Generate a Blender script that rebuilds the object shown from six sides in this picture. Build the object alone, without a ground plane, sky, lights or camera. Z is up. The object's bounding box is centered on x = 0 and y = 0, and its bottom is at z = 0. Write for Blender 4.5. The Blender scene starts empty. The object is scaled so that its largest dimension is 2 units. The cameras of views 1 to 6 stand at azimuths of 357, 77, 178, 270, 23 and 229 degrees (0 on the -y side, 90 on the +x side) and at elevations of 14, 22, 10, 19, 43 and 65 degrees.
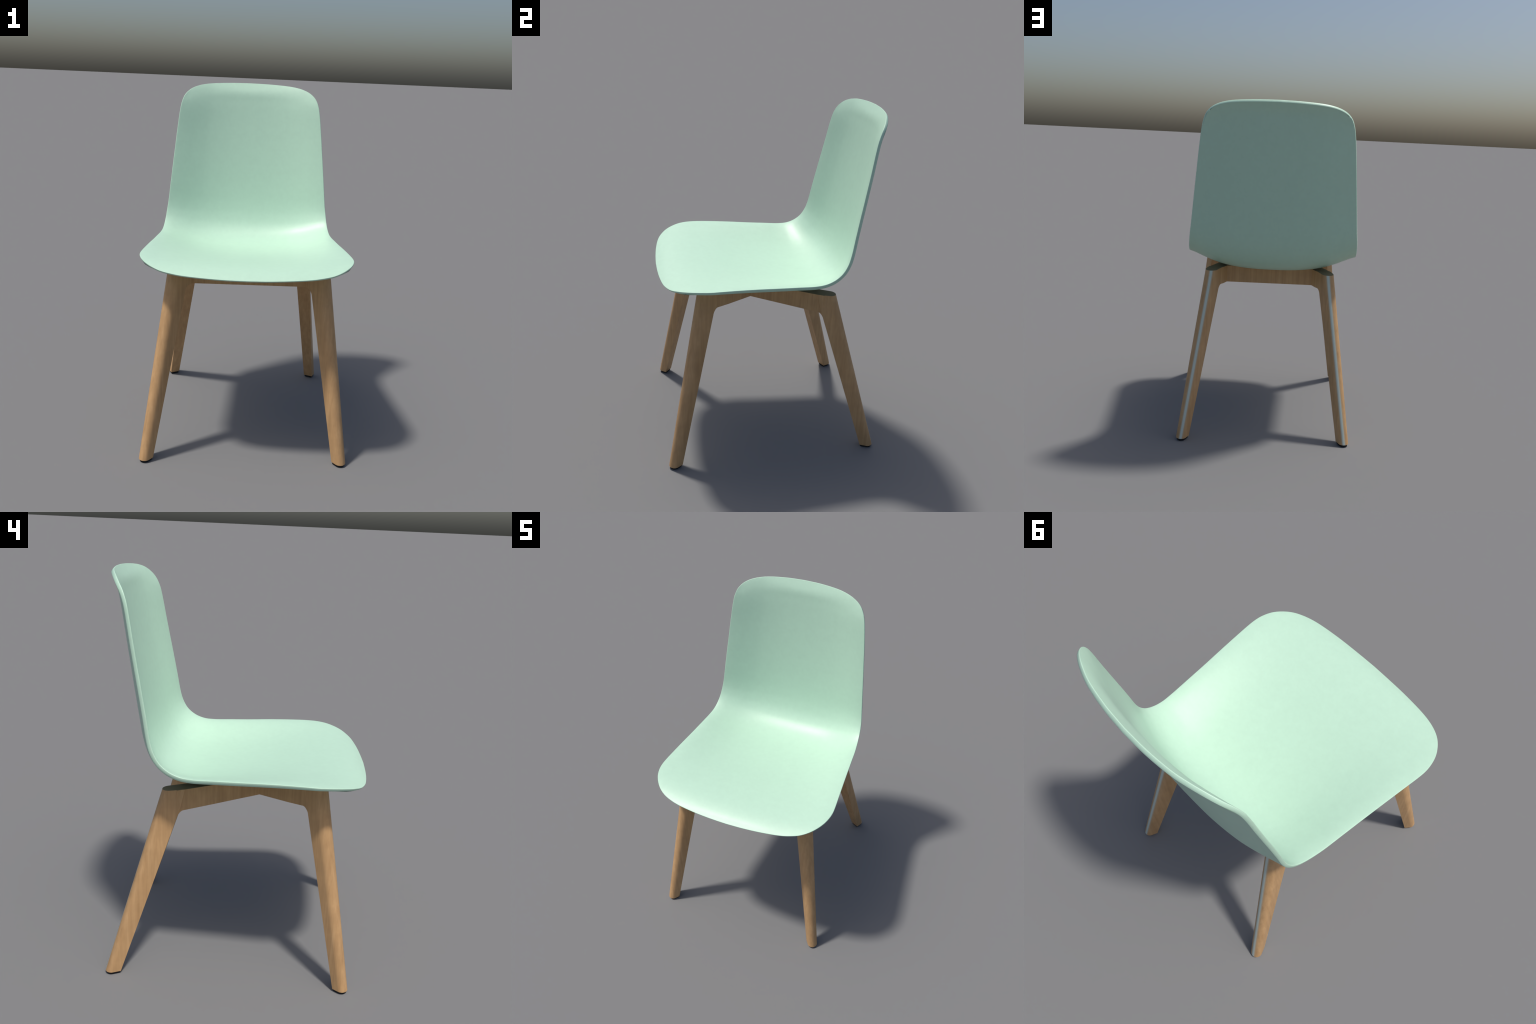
"""Moulded mint shell chair on a splayed wooden base."""
import bpy, bmesh, math
import numpy as np
from mathutils import Vector

# --------------------------------------------------------------------------
# helpers
# --------------------------------------------------------------------------

def spline(points, n):
    """Natural-looking Catmull-Rom (chord parametrised) resampled evenly by arc length."""
    P = np.asarray(points, float)
    ext = np.vstack([2 * P[0] - P[1], P, 2 * P[-1] - P[-2]])
    out = []
    for i in range(1, len(ext) - 2):
        p0, p1, p2, p3 = ext[i - 1:i + 3]
        t0 = 0.0
        t1 = t0 + max(np.linalg.norm(p1 - p0), 1e-6) ** 0.5
        t2 = t1 + max(np.linalg.norm(p2 - p1), 1e-6) ** 0.5
        t3 = t2 + max(np.linalg.norm(p3 - p2), 1e-6) ** 0.5
        t = np.linspace(t1, t2, 40, endpoint=False)[:, None]
        a1 = (t1 - t) / (t1 - t0) * p0 + (t - t0) / (t1 - t0) * p1
        a2 = (t2 - t) / (t2 - t1) * p1 + (t - t1) / (t2 - t1) * p2
        a3 = (t3 - t) / (t3 - t2) * p2 + (t - t2) / (t3 - t2) * p3
        b1 = (t2 - t) / (t2 - t0) * a1 + (t - t0) / (t2 - t0) * a2
        b2 = (t3 - t) / (t3 - t1) * a2 + (t - t1) / (t3 - t1) * a3
        out.append((t2 - t) / (t2 - t1) * b1 + (t - t1) / (t2 - t1) * b2)
    C = np.vstack(out + [P[-1:]])
    s = np.r_[0, np.cumsum(np.linalg.norm(np.diff(C, axis=0), axis=1))]
    u = np.linspace(0, s[-1], n)
    return np.stack([np.interp(u, s, C[:, k]) for k in range(C.shape[1])], 1)


def smooth1(a, width):
    k = np.hanning(2 * width + 3)[1:-1]
    k /= k.sum()
    pad = np.r_[np.full(width, a[0]), a, np.full(width, a[-1])]
    return np.convolve(pad, k, mode="valid")


def link(name, mesh, parent, material=None):
    o = bpy.data.objects.new(name, mesh)
    bpy.context.scene.collection.objects.link(o)
    o.parent = parent
    if material is not None:
        mesh.materials.append(material)
    return o


def mesh_from(name, verts, faces):
    m = bpy.data.meshes.new(name)
    m.from_pydata([tuple(map(float, v)) for v in verts], [], faces)
    m.validate()
    m.update()
    return m


def smooth_by_angle(mesh, degrees=32):
    bm = bmesh.new()
    bm.from_mesh(mesh)
    bmesh.ops.recalc_face_normals(bm, faces=bm.faces)
    lim = math.radians(degrees)
    for f in bm.faces:
        f.smooth = True
    for e in bm.edges:
        e.smooth = len(e.link_faces) == 2 and e.calc_face_angle(0) < lim
    bm.to_mesh(mesh)
    bm.free()


# --------------------------------------------------------------------------
# materials
# --------------------------------------------------------------------------

def new_material(name, colour, roughness, specular=0.5):
    m = bpy.data.materials.new(name)
    m.use_nodes = True
    nt = m.node_tree
    b = nt.nodes["Principled BSDF"]
    b.inputs["Base Color"].default_value = (*colour, 1)
    b.inputs["Roughness"].default_value = roughness
    b.inputs["Specular IOR Level"].default_value = specular
    return m, nt, b


def mint_plastic():
    m, nt, b = new_material("mint_plastic", SHELL, SHELL_ROUGH, 0.5)
    tc = nt.nodes.new("ShaderNodeTexCoord")
    n = nt.nodes.new("ShaderNodeTexNoise")
    n.inputs["Scale"].default_value = 26.0
    n.inputs["Detail"].default_value = 6.0
    n.inputs["Roughness"].default_value = 0.85
    ramp = nt.nodes.new("ShaderNodeValToRGB")
    ramp.color_ramp.elements[0].position = 0.3
    ramp.color_ramp.elements[1].position = 0.7
    ramp.color_ramp.elements[0].color = (*[c * 0.97 for c in SHELL], 1)
    ramp.color_ramp.elements[1].color = (*[min(1, c * 1.03) for c in SHELL], 1)
    nt.links.new(tc.outputs["Object"], n.inputs["Vector"])
    nt.links.new(n.outputs["Fac"], ramp.inputs["Fac"])
    nt.links.new(ramp.outputs["Color"], b.inputs["Base Color"])
    g = nt.nodes.new("ShaderNodeTexNoise")
    g.inputs["Scale"].default_value = 260.0
    g.inputs["Detail"].default_value = 2.0
    bump = nt.nodes.new("ShaderNodeBump")
    bump.inputs["Strength"].default_value = 0.05
    bump.inputs["Distance"].default_value = 0.002
    nt.links.new(tc.outputs["Object"], g.inputs["Vector"])
    nt.links.new(g.outputs["Fac"], bump.inputs["Height"])
    nt.links.new(bump.outputs["Normal"], b.inputs["Normal"])
    return m


def wood(name, scale=(34, 34, 1.6), contrast=1.0):
    """Pale oiled hardwood: upright fibre streaks, soft blotches."""
    m, nt, b = new_material(name, WOOD[1], 0.5, 0.35)
    tc = nt.nodes.new("ShaderNodeTexCoord")
    mp = nt.nodes.new("ShaderNodeMapping")
    mp.inputs["Scale"].default_value = scale
    fibre = nt.nodes.new("ShaderNodeTexNoise")
    fibre.inputs["Scale"].default_value = 1.6
    fibre.inputs["Detail"].default_value = 6.0
    fibre.inputs["Roughness"].default_value = 0.6
    fibre.inputs["Distortion"].default_value = 0.35
    ramp = nt.nodes.new("ShaderNodeValToRGB")
    ramp.color_ramp.elements[0].position = 0.5 - 0.24 / contrast
    ramp.color_ramp.elements[1].position = 0.5 + 0.24 / contrast
    ramp.color_ramp.elements[0].color = (*WOOD[0], 1)
    ramp.color_ramp.elements[1].color = (*WOOD[2], 1)
    mid = ramp.color_ramp.elements.new(0.5)
    mid.color = (*WOOD[1], 1)
    blotch = nt.nodes.new("ShaderNodeTexNoise")
    blotch.inputs["Scale"].default_value = 14.0
    blotch.inputs["Detail"].default_value = 3.0
    mr = nt.nodes.new("ShaderNodeMapRange")
    mr.inputs["From Min"].default_value = 0.3
    mr.inputs["From Max"].default_value = 0.7
    mr.inputs["To Min"].default_value = 0.94
    mr.inputs["To Max"].default_value = 1.06
    mul = nt.nodes.new("ShaderNodeVectorMath")
    mul.operation = "SCALE"
    L = nt.links.new
    L(tc.outputs["Object"], mp.inputs["Vector"])
    L(mp.outputs["Vector"], fibre.inputs["Vector"])
    L(fibre.outputs["Fac"], ramp.inputs["Fac"])
    L(tc.outputs["Object"], blotch.inputs["Vector"])
    L(blotch.outputs["Fac"], mr.inputs["Value"])
    L(ramp.outputs["Color"], mul.inputs[0])
    L(mr.outputs["Result"], mul.inputs["Scale"])
    L(mul.outputs["Vector"], b.inputs["Base Color"])
    bump = nt.nodes.new("ShaderNodeBump")
    bump.inputs["Strength"].default_value = 0.08
    bump.inputs["Distance"].default_value = 0.002
    L(fibre.outputs["Fac"], bump.inputs["Height"])
    L(bump.outputs["Normal"], b.inputs["Normal"])
    return m


SHELL = (0.484, 0.700, 0.552)
SHELL_ROUGH = 0.44
WOOD = [(0.45, 0.265, 0.122), (0.52, 0.315, 0.150), (0.585, 0.365, 0.182)]

MINT = mint_plastic()
WOOD_LEG = wood("upright_grain_wood")
WOOD_RAIL = wood("rail_wood", (40, 40, 1.2), 1.15)
CAP = new_material("dark_cap_top", (0.26, 0.205, 0.13), 0.7, 0.2)[0]
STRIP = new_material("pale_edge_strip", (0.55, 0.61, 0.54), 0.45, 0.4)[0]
STRIP_EDGE = new_material("strip_inner_blend", (0.53, 0.49, 0.38), 0.5, 0.35)[0]
STRIP_FADE = new_material("strip_outer_blend", (0.51, 0.385, 0.25), 0.5, 0.35)[0]
PAD = new_material("black_felt", (0.018, 0.018, 0.02), 0.8, 0.2)[0]

# --------------------------------------------------------------------------
# the chair stands turned by a degree; everything below is in its own frame
# --------------------------------------------------------------------------
chair = bpy.data.objects.new("shell_chair", None)
bpy.context.scene.collection.objects.link(chair)
chair.location = (0.0045, 0.0, 0.0)
chair.rotation_euler = (0, 0, math.radians(-1.02))
chair["label"] = "mint green moulded shell chair on splayed pale wooden legs"
chair["category"] = "chair"

# --------------------------------------------------------------------------
# shell
# --------------------------------------------------------------------------
# half of the rim, top centre -> round the side -> front centre (x, y, z)
RIM = [(0, .620, 1.9975), (.112, .615, 1.9955), (.224, .600, 1.9895), (.280, .585, 1.983),
       (.333, .566, 1.970), (.378, .545, 1.948), (.410, .522, 1.915), (.428, .504, 1.871),
       (.438, .492, 1.818), (.4515, .4720, 1.703), (.4625, .4520, 1.592), (.4732, .4320, 1.484),
       (.4838, .4120, 1.372), (.4945, .3920, 1.258), (.501, .376, 1.207), (.506, .350, 1.163),
       (.511, .309, 1.128), (.516, .259, 1.107), (.522, .204, 1.100), (.531, .091, 1.102),
       (.540, -.022, 1.105), (.550, -.134, 1.109), (.560, -.247, 1.111), (.567, -.330, 1.111),
       (.5685, -.375, 1.110), (.564, -.416, 1.109), (.549, -.467, 1.105), (.522, -.514, 1.097),
       (.486, -.554, 1.087), (.441, -.584, 1.076), (.389, -.604, 1.069), (.334, -.617, 1.063),
       (.222, -.631, 1.057), (.110, -.638, 1.053), (0, -.641, 1.052)]
# sitting surface along the middle (y, z), front lip -> top of the back
MIDDLE = [(-.641, 1.052), (-.600, 1.072), (-.540, 1.086), (-.450, 1.087), (-.300, 1.073),
          (-.150, 1.051), (.000, 1.032), (.100, 1.022), (.200, 1.017), (.265, 1.020),
          (.325, 1.034), (.376, 1.061), (.414, 1.103), (.440, 1.158), (.459, 1.222),
          (.479, 1.320), (.505, 1.470), (.533, 1.630), (.554, 1.750), (.577, 1.880),
          (.590, 1.940), (.620, 1.9975)]

NQ = 1600
Q = spline(MIDDLE, NQ)
QS = np.r_[0, np.cumsum(np.linalg.norm(np.diff(Q, axis=0), axis=1))]
QLEN = QS[-1]
T = np.gradient(Q, axis=0)
T /= np.linalg.norm(T, axis=1)[:, None]
QN = np.stack([-T[:, 1], T[:, 0]], 1)            # towards the sitter


def at(table, L):
    """look a table sampled on the middle line up at length L (extrapolates linearly)"""
    L = np.asarray(L, float)
    Lc = np.clip(L, 0, QLEN)
    if table.ndim == 1:
        return np.interp(Lc, QS, table)
    return np.stack([np.interp(Lc, QS, table[:, k]) for k in range(table.shape[1])], -1)


def middle_point(L):
    over = np.asarray(L) - np.clip(L, 0, QLEN)
    return at(Q, L) + at(T, L) * over[..., None]


rim = spline(RIM, 900)
# project the rim on the middle line: length along it and height over it
d2 = ((rim[:, None, 1:] - Q[None]) ** 2).sum(2)
k = d2.argmin(1)
rl = QS[k] + ((rim[:, 1:] - Q[k]) * T[k]).sum(1)
rb = ((rim[:, 1:] - Q[k]) * QN[k]).sum(1)
rl[0], rl[-1] = QLEN, 0.0
rl = np.minimum.accumulate(np.maximum(rl, 0))
rb = smooth1(rb, 6)
rx = rim[:, 0]

# virtual straight side line, continued past the rounded corners
LF, LT = rl[np.argmax(rx)], rl[np.argmin(abs(rim[:, 2] - 1.80))]
side = (rl <= LT) & (rl >= LF)
order = np.argsort(rl[side])
SL, SX, SB = rl[side][order], rx[side][order], rb[side][order]


def side_x(L):
    return np.where(L > LT, SX[-1] - 0.10 * (L - LT), np.where(L < LF, SX[0], np.interp(L, SL, SX)))


def seat_mix(L):
    """1 on the seat, 0 on the back: the seat is dished with a flared edge, the back is a plain arc"""
    t = np.clip((np.asarray(L) - 0.86) / 0.45, 0, 1)
    return 1 - t * t * (3 - 2 * t)


def lateral(s, L):
    s = np.abs(s)
    w = seat_mix(L)
    rear = np.clip((np.asarray(L) - 0.45) / 0.45, 0, 1)     # steeper sides towards the bend
    seat = ((1 - rear) * (0.80 * s ** 2 + 0.65 * s ** 4 - 0.45 * s ** 9)
            + rear * (0.40 * s ** 2 + 1.16 * s ** 4 - 0.56 * s ** 9))
    back = 1.20 * s ** 2.5 - 0.20 * s ** 10
    return w * seat + (1 - w) * back


# rise of the side over the middle line, as a function of length
ls = np.linspace(0, QLEN, 500)
beta = np.zeros(500)
known = np.zeros(500, bool)
ratio = np.clip(rx / side_x(rl), 0, 1)
ok = ratio > 0.72
o = np.argsort(rl[ok])
bl, bv = rl[ok][o], (rb[ok] / lateral(ratio[ok], rl[ok]))[o]
beta = np.interp(ls, bl, bv)
beta = smooth1(beta, 8)


def surface(X, L):
    b = np.interp(L, ls, beta) * lateral(X / side_x(L), L)
    c = middle_point(L)
    n = at(QN, L)
    yz = c + n * b[..., None]
    return np.concatenate([np.asarray(X)[..., None], yz], -1)


# four boundary curves in the unrolled plane, joined at the middles of the rounded corners
i_top = np.argmin(abs(rim[:, 2] - 1.925) + (rx < .3))
i_fro = np.argmin(abs(rim[:, 1] + .505) + (rim[:, 2] > 1.2))
NU, NV = 72, 150


def resample(idx0, idx1, n, mirror_join=False):
    P = rim[idx0:idx1 + 1]
    s = np.r_[0, np.cumsum(np.linalg.norm(np.diff(P, axis=0), axis=1))]
    u = np.linspace(0, s[-1], n)
    j = np.interp(u, s, np.arange(idx0, idx1 + 1))
    return j


def fetch(arr, j):
    i = np.arange(len(arr))
    if arr.ndim == 1:
        return np.interp(j, i, arr)
    return np.stack([np.interp(j, i, arr[:, q]) for q in range(arr.shape[1])], 1)


jt = resample(0, i_top, NU // 2 + 1)               # centre -> right corner along the top
js = resample(i_top, i_fro, NV + 1)[::-1]          # front corner -> top corner along the side
jf = resample(i_fro, len(rim) - 1, NU // 2 + 1)[::-1]   # centre -> right corner along the front


def full(j):
    """left corner -> right corner"""
    x, l, p = fetch(rx, j), fetch(rl, j), fetch(rim, j)
    pm = p * [-1, 1, 1]
    return (np.r_[-x[::-1], x[1:]], np.r_[l[::-1], l[1:]], np.vstack([pm[::-1], p[1:]]))


tx, tl, tp = full(jt)
fx, fl, fp = full(jf)
sx, sl, sp = fetch(rx, js), fetch(rl, js), fetch(rim, js)


def coons(front, top, left, right):
    u = np.linspace(0, 1, NU + 1)[None, :, None]
    v = np.linspace(0, 1, NV + 1)[:, None, None]
    front, top, left, right = [np.asarray(a, float).reshape(len(a), -1) for a in (front, top, left, right)]
    return ((1 - v) * front[None] + v * top[None] + (1 - u) * left[:, None] + u * right[:, None]
            - (1 - u) * (1 - v) * front[0] - u * (1 - v) * front[-1]
            - (1 - u) * v * top[0] - u * v * top[-1])


GX = coons(fx, tx, -sx, sx)[..., 0]
GL = coons(fl, tl, sl, sl)[..., 0]
S = surface(GX, GL)
R = coons(fp - surface(fx, fl), tp - surface(tx, tl),
          sp * [-1, 1, 1] - surface(-sx, sl), sp - surface(sx, sl))
F = S + R

eps = 1e-3
dX = surface(GX + eps, GL) - surface(GX - eps, GL)
dL = surface(GX, np.clip(GL + eps, 0, QLEN)) - surface(GX, np.clip(GL - eps, 0, QLEN))
N = np.cross(dX, dL)
N /= np.linalg.norm(N, axis=2)[..., None]           # towards the sitter
thick = np.interp(GL, [0, .15, .5, 1.0, 1.3, 1.9, QLEN], [.0135, .016, .0205, .021, .018, .017, .019])
# moulded thicker in the middle of the seat and round the bend, thin at the rim
belly = np.interp(GL, [0, .1, .35, .65, .85, 1.0, 1.2, 1.46, 1.75, QLEN], [0, .003, .012, .019, .0205, .011, .011, .0095, .004, 0])
inside = 1 - np.clip(np.abs(GX) / side_x(GL), 0, 1) ** 2.6
ends = np.clip(GL / .25, 0, 1) * np.clip((QLEN - GL) / .15, 0, 1)
thick = thick + belly * inside * ends
BK = F - N * thick[..., None]

# assemble: front sheet, back sheet, and a rounded edge band between them
NB = (NV + 1) * (NU + 1)
vid = np.arange(NB).reshape(NV + 1, NU + 1)
ring = np.r_[vid[0, :-1], vid[:-1, -1], vid[-1, :0:-1], vid[:0:-1, 0]]
Ff, Bf, Nf = F.reshape(-1, 3), BK.reshape(-1, 3), N.reshape(-1, 3)
ringF, ringN = Ff[ring], Nf[ring]
tang = np.roll(ringF, -1, 0) - np.roll(ringF, 1, 0)
tang /= np.linalg.norm(tang, axis=1)[:, None]
outw = np.cross(tang, ringN)
outw /= np.linalg.norm(outw, axis=1)[:, None]
rt = thick.reshape(-1)[ring][:, None]
bands = []
for depth, out in ((.04, .0013), (.11, .0022), (.20, .0024), (.60, .0002), (.92, -.0030), (.98, -.0042)):
    bands.append(ringF - ringN * rt * depth + outw * out)
Bf[ring] -= outw * .0056                            # the edge is undercut a little
verts = np.vstack([Ff, Bf] + bands)
faces, part = [], []
cellL = (GL[:-1, :-1] + GL[1:, 1:]) / 2
LSPLIT = QS[np.argmin(abs(Q[:, 1] - .410) + (Q[:, 1] < 0))]
row_split = int(np.argmin(abs(GL[:, NU // 2] - LSPLIT)))
for i in range(NV):
    for j in range(NU):
        a, b, c, d = vid[i, j], vid[i, j + 1], vid[i + 1, j + 1], vid[i + 1, j]
        faces.append([a, b, c, d]); part.append(i >= row_split)
        faces.append([NB + d, NB + c, NB + b, NB + a]); part.append(i >= row_split)
nr = len(ring)
loops = [list(ring)] + [list(range(2 * NB + q * nr, 2 * NB + (q + 1) * nr)) for q in range(len(bands))] + [list(NB + ring)]
rowof = np.repeat(np.arange(NV + 1), NU + 1)[ring]
for q in range(len(loops) - 1):
    for m in range(nr):
        m2 = (m + 1) % nr
        faces.append([loops[q][m], loops[q + 1][m], loops[q + 1][m2], loops[q][m2]])
        part.append(min(rowof[m], rowof[m2]) >= row_split)
part = np.array(part)
whole = mesh_from("whole_shell", verts, [list(map(int, f)) for f in faces])
whole.polygons.foreach_set("use_smooth", [True] * len(whole.polygons))
nrm = np.zeros(len(verts) * 3)
whole.vertex_normals.foreach_get("vector", nrm)
nrm = nrm.reshape(-1, 3)
nrm[ring], nrm[NB + ring] = ringN, -ringN            # crisp border between face and edge band

for name, flag in (("seat", False), ("backrest", True)):
    sel = [f for f, p in zip(faces, part) if bool(p) == flag]
    used = np.unique(np.concatenate([np.array(f) for f in sel]))
    remap = -np.ones(len(verts), int)
    remap[used] = np.arange(len(used))
    m = mesh_from(name, verts[used], [[int(remap[v]) for v in f] for f in sel])
    m.polygons.foreach_set("use_smooth", [True] * len(m.polygons))
    m.normals_split_custom_set_from_vertices([tuple(map(float, n)) for n in nrm[used]])
    link(name, m, chair, MINT)
bpy.data.meshes.remove(whole)

# underside of the shell as a height over the plan (for seating the wooden base)
seat_rows = GL < LSPLIT + .05
UX, UY, UZ = BK[..., 0][seat_rows], BK[..., 1][seat_rows], BK[..., 2][seat_rows]


def underside(x, y):
    d = (UX - x) ** 2 + (UY - y) ** 2
    i = np.argpartition(d, 4)[:4]
    w = 1 / (d[i] + 1e-7)
    return float((UZ[i] * w).sum() / w.sum())


# --------------------------------------------------------------------------
# wooden base
# --------------------------------------------------------------------------
BX = 0.0137                 # the base sits a touch to one side of the shell
Z0, Z1 = 0.0115, 0.90


def cap_z(y):
    return 0.9815 - 0.063 * (y - 0.325)


def under_z(y):
    return 0.940 - 0.100 * (y + 0.34)


class Leg:
    """A tapered leg: flat inside face between the two corners, round outside, leaning inwards.
    Each end is (inner corner, outer corner, centre of the round, its radius)."""
    def __init__(self, foot, shoulder, crown=None, capped=False):
        self.ends = [[np.array(p, float) for p in e] for e in (foot, shoulder)]
        self.crown = None if crown is None else np.array(crown, float)
        self.capped = capped

    def at(self, z):
        f = (z - Z0) / (Z1 - Z0)
        a, b, c, r = [p + (q - p) * f for p, q in zip(*self.ends)]
        if self.crown is not None and z > Z1:      # the outer corner draws in above the shoulder
            b = self.ends[1][1] + (self.crown - self.ends[1][1]) * (z - Z1) / .085
        return a, b, c, float(r)

    def outline(self, z, inset=0.0, arc=48):
        a, b, c, r = self.at(z)
        if inset:
            mid = (a + b + c + c) / 4
            a = a + (mid - a) / np.linalg.norm(mid - a) * inset
            b = b + (mid - b) / np.linalg.norm(mid - b) * inset
            r = r - inset

        def tangent(p, turn):
            d = p - c
            return math.atan2(d[1], d[0]) + turn * math.acos(min(1, r / np.linalg.norm(d)))

        turn = 1 if a[1] > 0 else -1
        tb, ta = tangent(b, turn), tangent(a, -turn)
        while (ta - tb) * turn < 0:
            ta += turn * math.tau
        pts = [a, b] + [c + r * np.array([math.cos(q), math.sin(q)]) for q in np.linspace(tb, ta, arc + 1)]
        return np.array(pts)


FRONT = Leg(((.4872, -.5665), (.5368, -.5275), (.5310, -.5728), .0319),
            ((.3420, -.4040), (.4125, -.3500), (.4068, -.4158), .0442))
BACK = Leg(((.4413, .5835), (.4945, .5570), (.4832, .6060), .0312),
           ((.3060, .2870), (.3940, .2680), (.3670, .3490), .0360), crown=(.377, .250), capped=True)


def top_height(x, y, capped):
    u = underside(x - 0.0 + BX, y) + 0.004
    return min(u, cap_z(y)) if capped else u


def build_leg(leg, sign):
    zs = list(np.linspace(Z0 + .0012, .90, 9))
    rings = []
    zl = []
    rings.append(leg.outline(Z0, .0010)); zl.append(Z0)
    for z in zs:
        rings.append(leg.outline(z)); zl.append(z)
    # top ring: run every fibre up to the cap plane / the underside of the shell
    lo, hi = leg.outline(.90), leg.outline(.985)
    top = []
    for p, q in zip(lo, hi):
        z = .95
        for _ in range(30):
            f = (z - .90) / .085
            xy = p + (q - p) * f
            z = 0.5 * z + 0.5 * top_height(xy[0], xy[1], leg.capped)
        top.append((*(p + (q - p) * ((z - .90) / .085)), z))
    m = len(top)
    V = []
    for ringp, z in zip(rings, zl):
        V += [(x, y, z) for x, y in ringp]
    V += top
    V = np.array(V)
    V[:, 0] = (V[:, 0]) * sign + BX
    nrings = len(rings) + 1
    Fc, mats = [], []
    arc0, arcn = 2, m - 2
    for q in range(nrings - 1):
        for i in range(m):
            i2 = (i + 1) % m
            Fc.append([q * m + i, q * m + i2, (q + 1) * m + i2, (q + 1) * m + i])
            mats.append(0)
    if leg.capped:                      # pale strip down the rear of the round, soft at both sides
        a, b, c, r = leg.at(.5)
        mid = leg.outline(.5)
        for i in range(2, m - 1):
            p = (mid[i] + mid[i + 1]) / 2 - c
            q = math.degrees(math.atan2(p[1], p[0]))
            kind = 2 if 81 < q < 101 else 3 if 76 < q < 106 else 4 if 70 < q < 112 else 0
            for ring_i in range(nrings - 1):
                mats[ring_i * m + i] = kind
    Fc.append(list(range(m))); mats.append(0)
    Fc.append([(nrings - 1) * m + i for i in range(m)]); mats.append(1 if leg.capped else 0)
    return V, Fc, mats


def make_leg(leg, sign):
    V, Fc, mats = build_leg(leg, sign)
    me = mesh_from("leg", V, Fc)
    me.materials.append(WOOD_LEG)
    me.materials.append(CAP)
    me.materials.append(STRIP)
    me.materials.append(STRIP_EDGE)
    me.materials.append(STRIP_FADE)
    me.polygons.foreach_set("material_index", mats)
    smooth_by_angle(me, 30)
    ob = link("leg", me, chair)
    # thin dark glide under the foot
    P = leg.outline(Z0, .0055)
    n = len(P)
    W = np.array([(x * sign + BX, y, z) for z in (0.0, .0022, Z0 + .001) for x, y in
                  (P if z > 0 else P + (P.mean(0) - P) * .03)])
    Fp = [list(range(n)), [2 * n + i for i in range(n)]]
    for q in range(2):
        Fp += [[q * n + i, q * n + (i + 1) % n, (q + 1) * n + (i + 1) % n, (q + 1) * n + i] for i in range(n)]
    pm = mesh_from("foot_pad", W, Fp)
    smooth_by_angle(pm, 40)
    link("foot_pad", pm, ob, PAD)
    return ob


for leg in (FRONT, BACK):
    for sign in (-1, 1):
        make_leg(leg, sign)

# cross frame: hourglass plan, its four ends running into the legs with a fillet below
HUB = np.array([.212, -.108])
F_IN = np.array([.300, -.340])       # front face meets the arm
B_IN = np.array([.2665, .2125])      # rear face meets the arm


def arm_stations(leg, z_lo, fillet, rise, to_a, to_b, lean=0.0):
    """plan points down both sides of an arm and the bottom height at each, leg end first"""
    a, b, c, r = leg.at(z_lo)
    a, b = a + (b - a) * .012, b + (a - b) * .012
    da, db = to_a - a, to_b - b
    da, db = da / np.linalg.norm(da), db / np.linalg.norm(db)
    out = []
    for q in np.linspace(0, 1, 9):
        u = -.004 + (fillet + .004) * q
        f = np.clip(u / fillet, 0, 1)
        z = z_lo + rise * (1 - (1 - f) ** 2.2)
        out.append((a + da * u, b + db * u, z, lean * (1 - .1 * q)))
    for q in (.33, .66):
        p, o = out[8], (to_a, to_b)
        A, B = p[0] + (o[0] - p[0]) * q, p[1] + (o[1] - p[1]) * q
        out.append((A, B, None, lean * .9 * (1 - q)))
    return out


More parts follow.
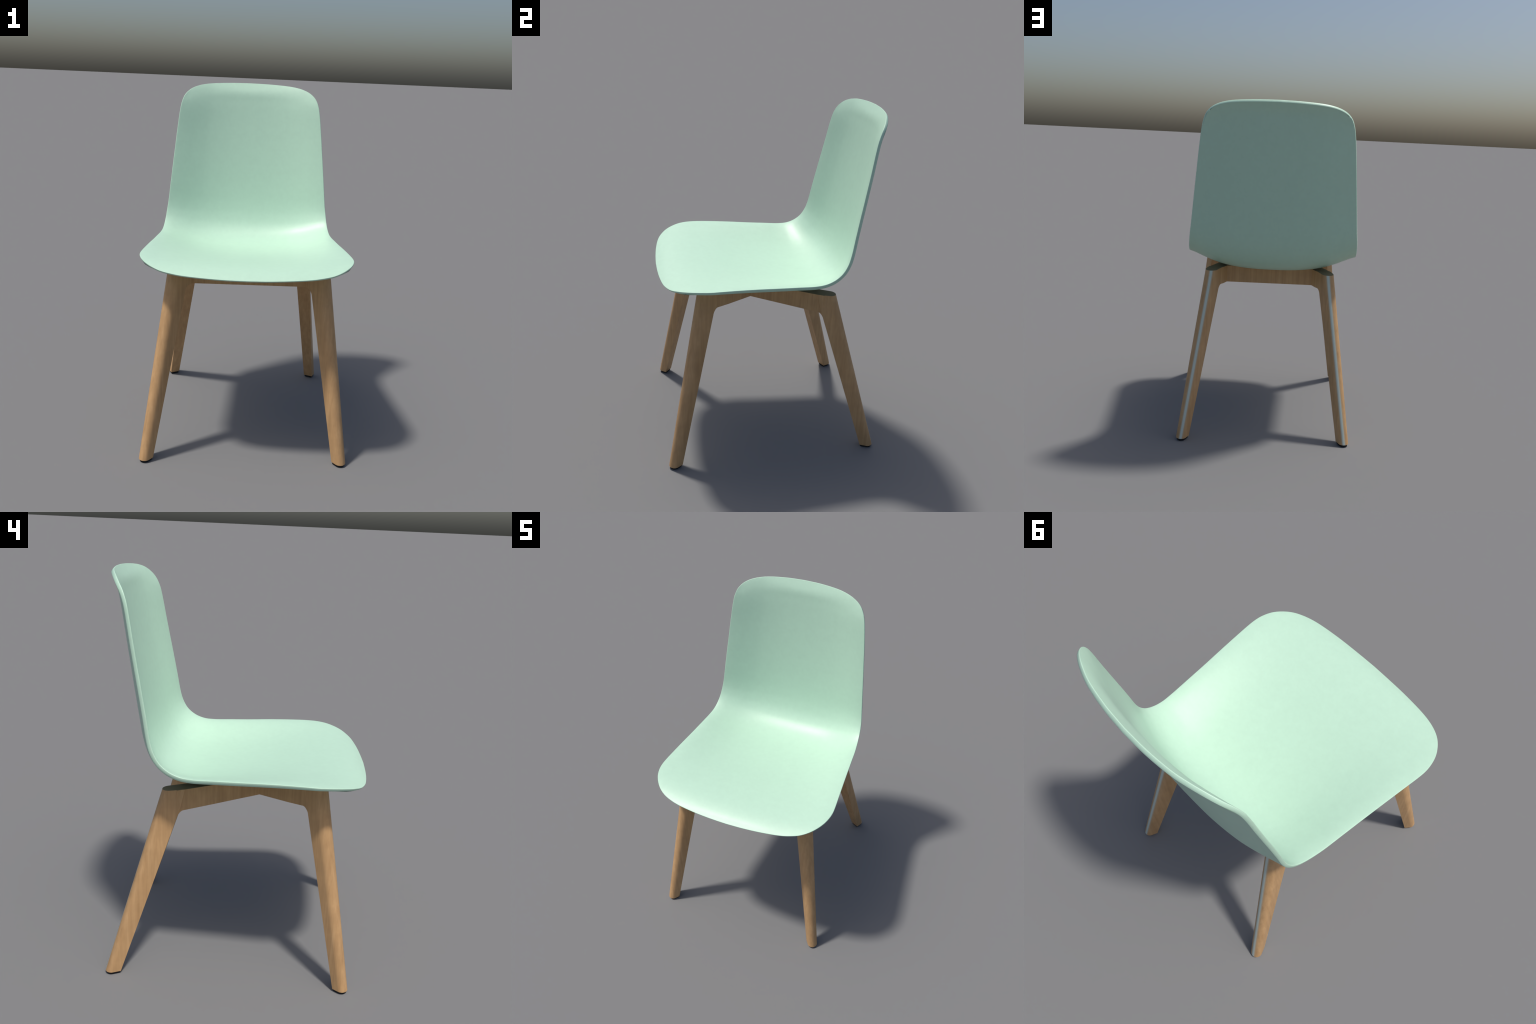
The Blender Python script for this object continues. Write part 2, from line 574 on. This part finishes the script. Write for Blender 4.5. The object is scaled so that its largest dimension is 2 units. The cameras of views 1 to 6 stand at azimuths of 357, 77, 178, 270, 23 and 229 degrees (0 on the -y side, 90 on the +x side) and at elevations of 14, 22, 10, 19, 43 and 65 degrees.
def build_frame():
    V, Fc = [], []
    fs = arm_stations(FRONT, .912, .034, under_z(-.345) - .912, F_IN, HUB)
    bs = arm_stations(BACK, .852, .034, under_z(.25) - .852, B_IN, HUB, .010)
    capped = lambda x, y: True

    def add(p, z, cap, drop=0.0, lean=0.0):
        x, y = p
        z = under_z(y) if z is None else z
        zt = underside(abs(x) + BX, y) + (drop if drop else .003 if cap else -.002)
        if cap:
            zt = min(zt, cap_z(y) - .0012)
        V.append((x + BX, y, z)); V.append((x + BX - math.copysign(lean, x), y, max(zt, z + .004)))
        return len(V) - 2

    ids = {}
    for sg in (1, -1):
        S2 = np.array([sg, 1])
        col = lambda P, z, cap, drop=0.0, lean=0.0: add(np.asarray(P) * S2, z, cap, drop, lean)
        ids[sg] = dict(
            fa=[col(a, z, False) for a, b, z, l in fs], fb=[col(b, z, False) for a, b, z, l in fs],
            ba=[col(a, z, True) for a, b, z, l in bs], bb=[col(b, z, True, lean=l) for a, b, z, l in bs],
            hub=col(HUB, under_z(HUB[1]), False, -.014),
            core=[col((x, HUB[1]), under_z(HUB[1]), False, -.022) for x in (.142, .071)], fin=col(F_IN, under_z(F_IN[1]), False),
            bin=col(B_IN, under_z(B_IN[1]), True),
            # extra stations so that the top follows the shell
            fm=[col(F_IN * (1 - q) * [1, 1] + q * np.array([0, F_IN[1]]), under_z(F_IN[1]), False) for q in (.33, .66)],
            bm=[col(B_IN * (1 - q) + q * np.array([0, B_IN[1]]), under_z(B_IN[1]), True) for q in (.33, .66)],
        )

    def wall(a, b):
        Fc.append([a, b, b + 1, a + 1])

    def lids(poly):
        Fc.append(list(poly)); Fc.append([p + 1 for p in poly])

    for sg in (1, -1):
        d = ids[sg]
        for A, B in ((d["fa"], d["fb"]), (d["ba"], d["bb"])):
            for i in range(len(A) - 1):
                wall(A[i], A[i + 1]); wall(B[i], B[i + 1])
                lids([A[i], A[i + 1], B[i + 1], B[i]])
            wall(A[0], B[0])
        wall(d["fa"][-1], d["fin"]); wall(d["fb"][-1], d["hub"])
        wall(d["ba"][-1], d["bin"]); wall(d["bb"][-1], d["hub"])
        lids([d["fa"][-1], d["fin"], d["hub"], d["fb"][-1]])
        lids([d["ba"][-1], d["bin"], d["hub"], d["bb"][-1]])
        for ch in ([d["fin"]] + d["fm"], [d["bin"]] + d["bm"]):
            for i in range(len(ch) - 1):
                wall(ch[i], ch[i + 1])
        for end, mid in ((d["fin"], d["fm"]), (d["bin"], d["bm"])):
            a, b = [end] + mid, [d["hub"]] + d["core"]
            for i in range(2):
                lids([a[i], a[i + 1], b[i + 1], b[i]])
    wall(ids[1]["fm"][-1], ids[-1]["fm"][-1]); wall(ids[1]["bm"][-1], ids[-1]["bm"][-1])
    for e in ("fm", "bm"):
        lids([ids[1][e][-1], ids[-1][e][-1], ids[-1]["core"][-1], ids[1]["core"][-1]])
    return V, Fc


V, Fc = build_frame()
fm = mesh_from("cross_frame", V, Fc)
bm = bmesh.new()
bm.from_mesh(fm)
bmesh.ops.recalc_face_normals(bm, faces=bm.faces)
bmesh.ops.triangulate(bm, faces=[f for f in bm.faces if len(f.verts) > 4])
bm.to_mesh(fm)
bm.free()
smooth_by_angle(fm, 28)
fm.materials.append(WOOD_RAIL)
fm.materials.append(CAP)
for p in fm.polygons:
    if p.normal.z > .8:
        p.material_index = 1
link("cross_frame", fm, chair)
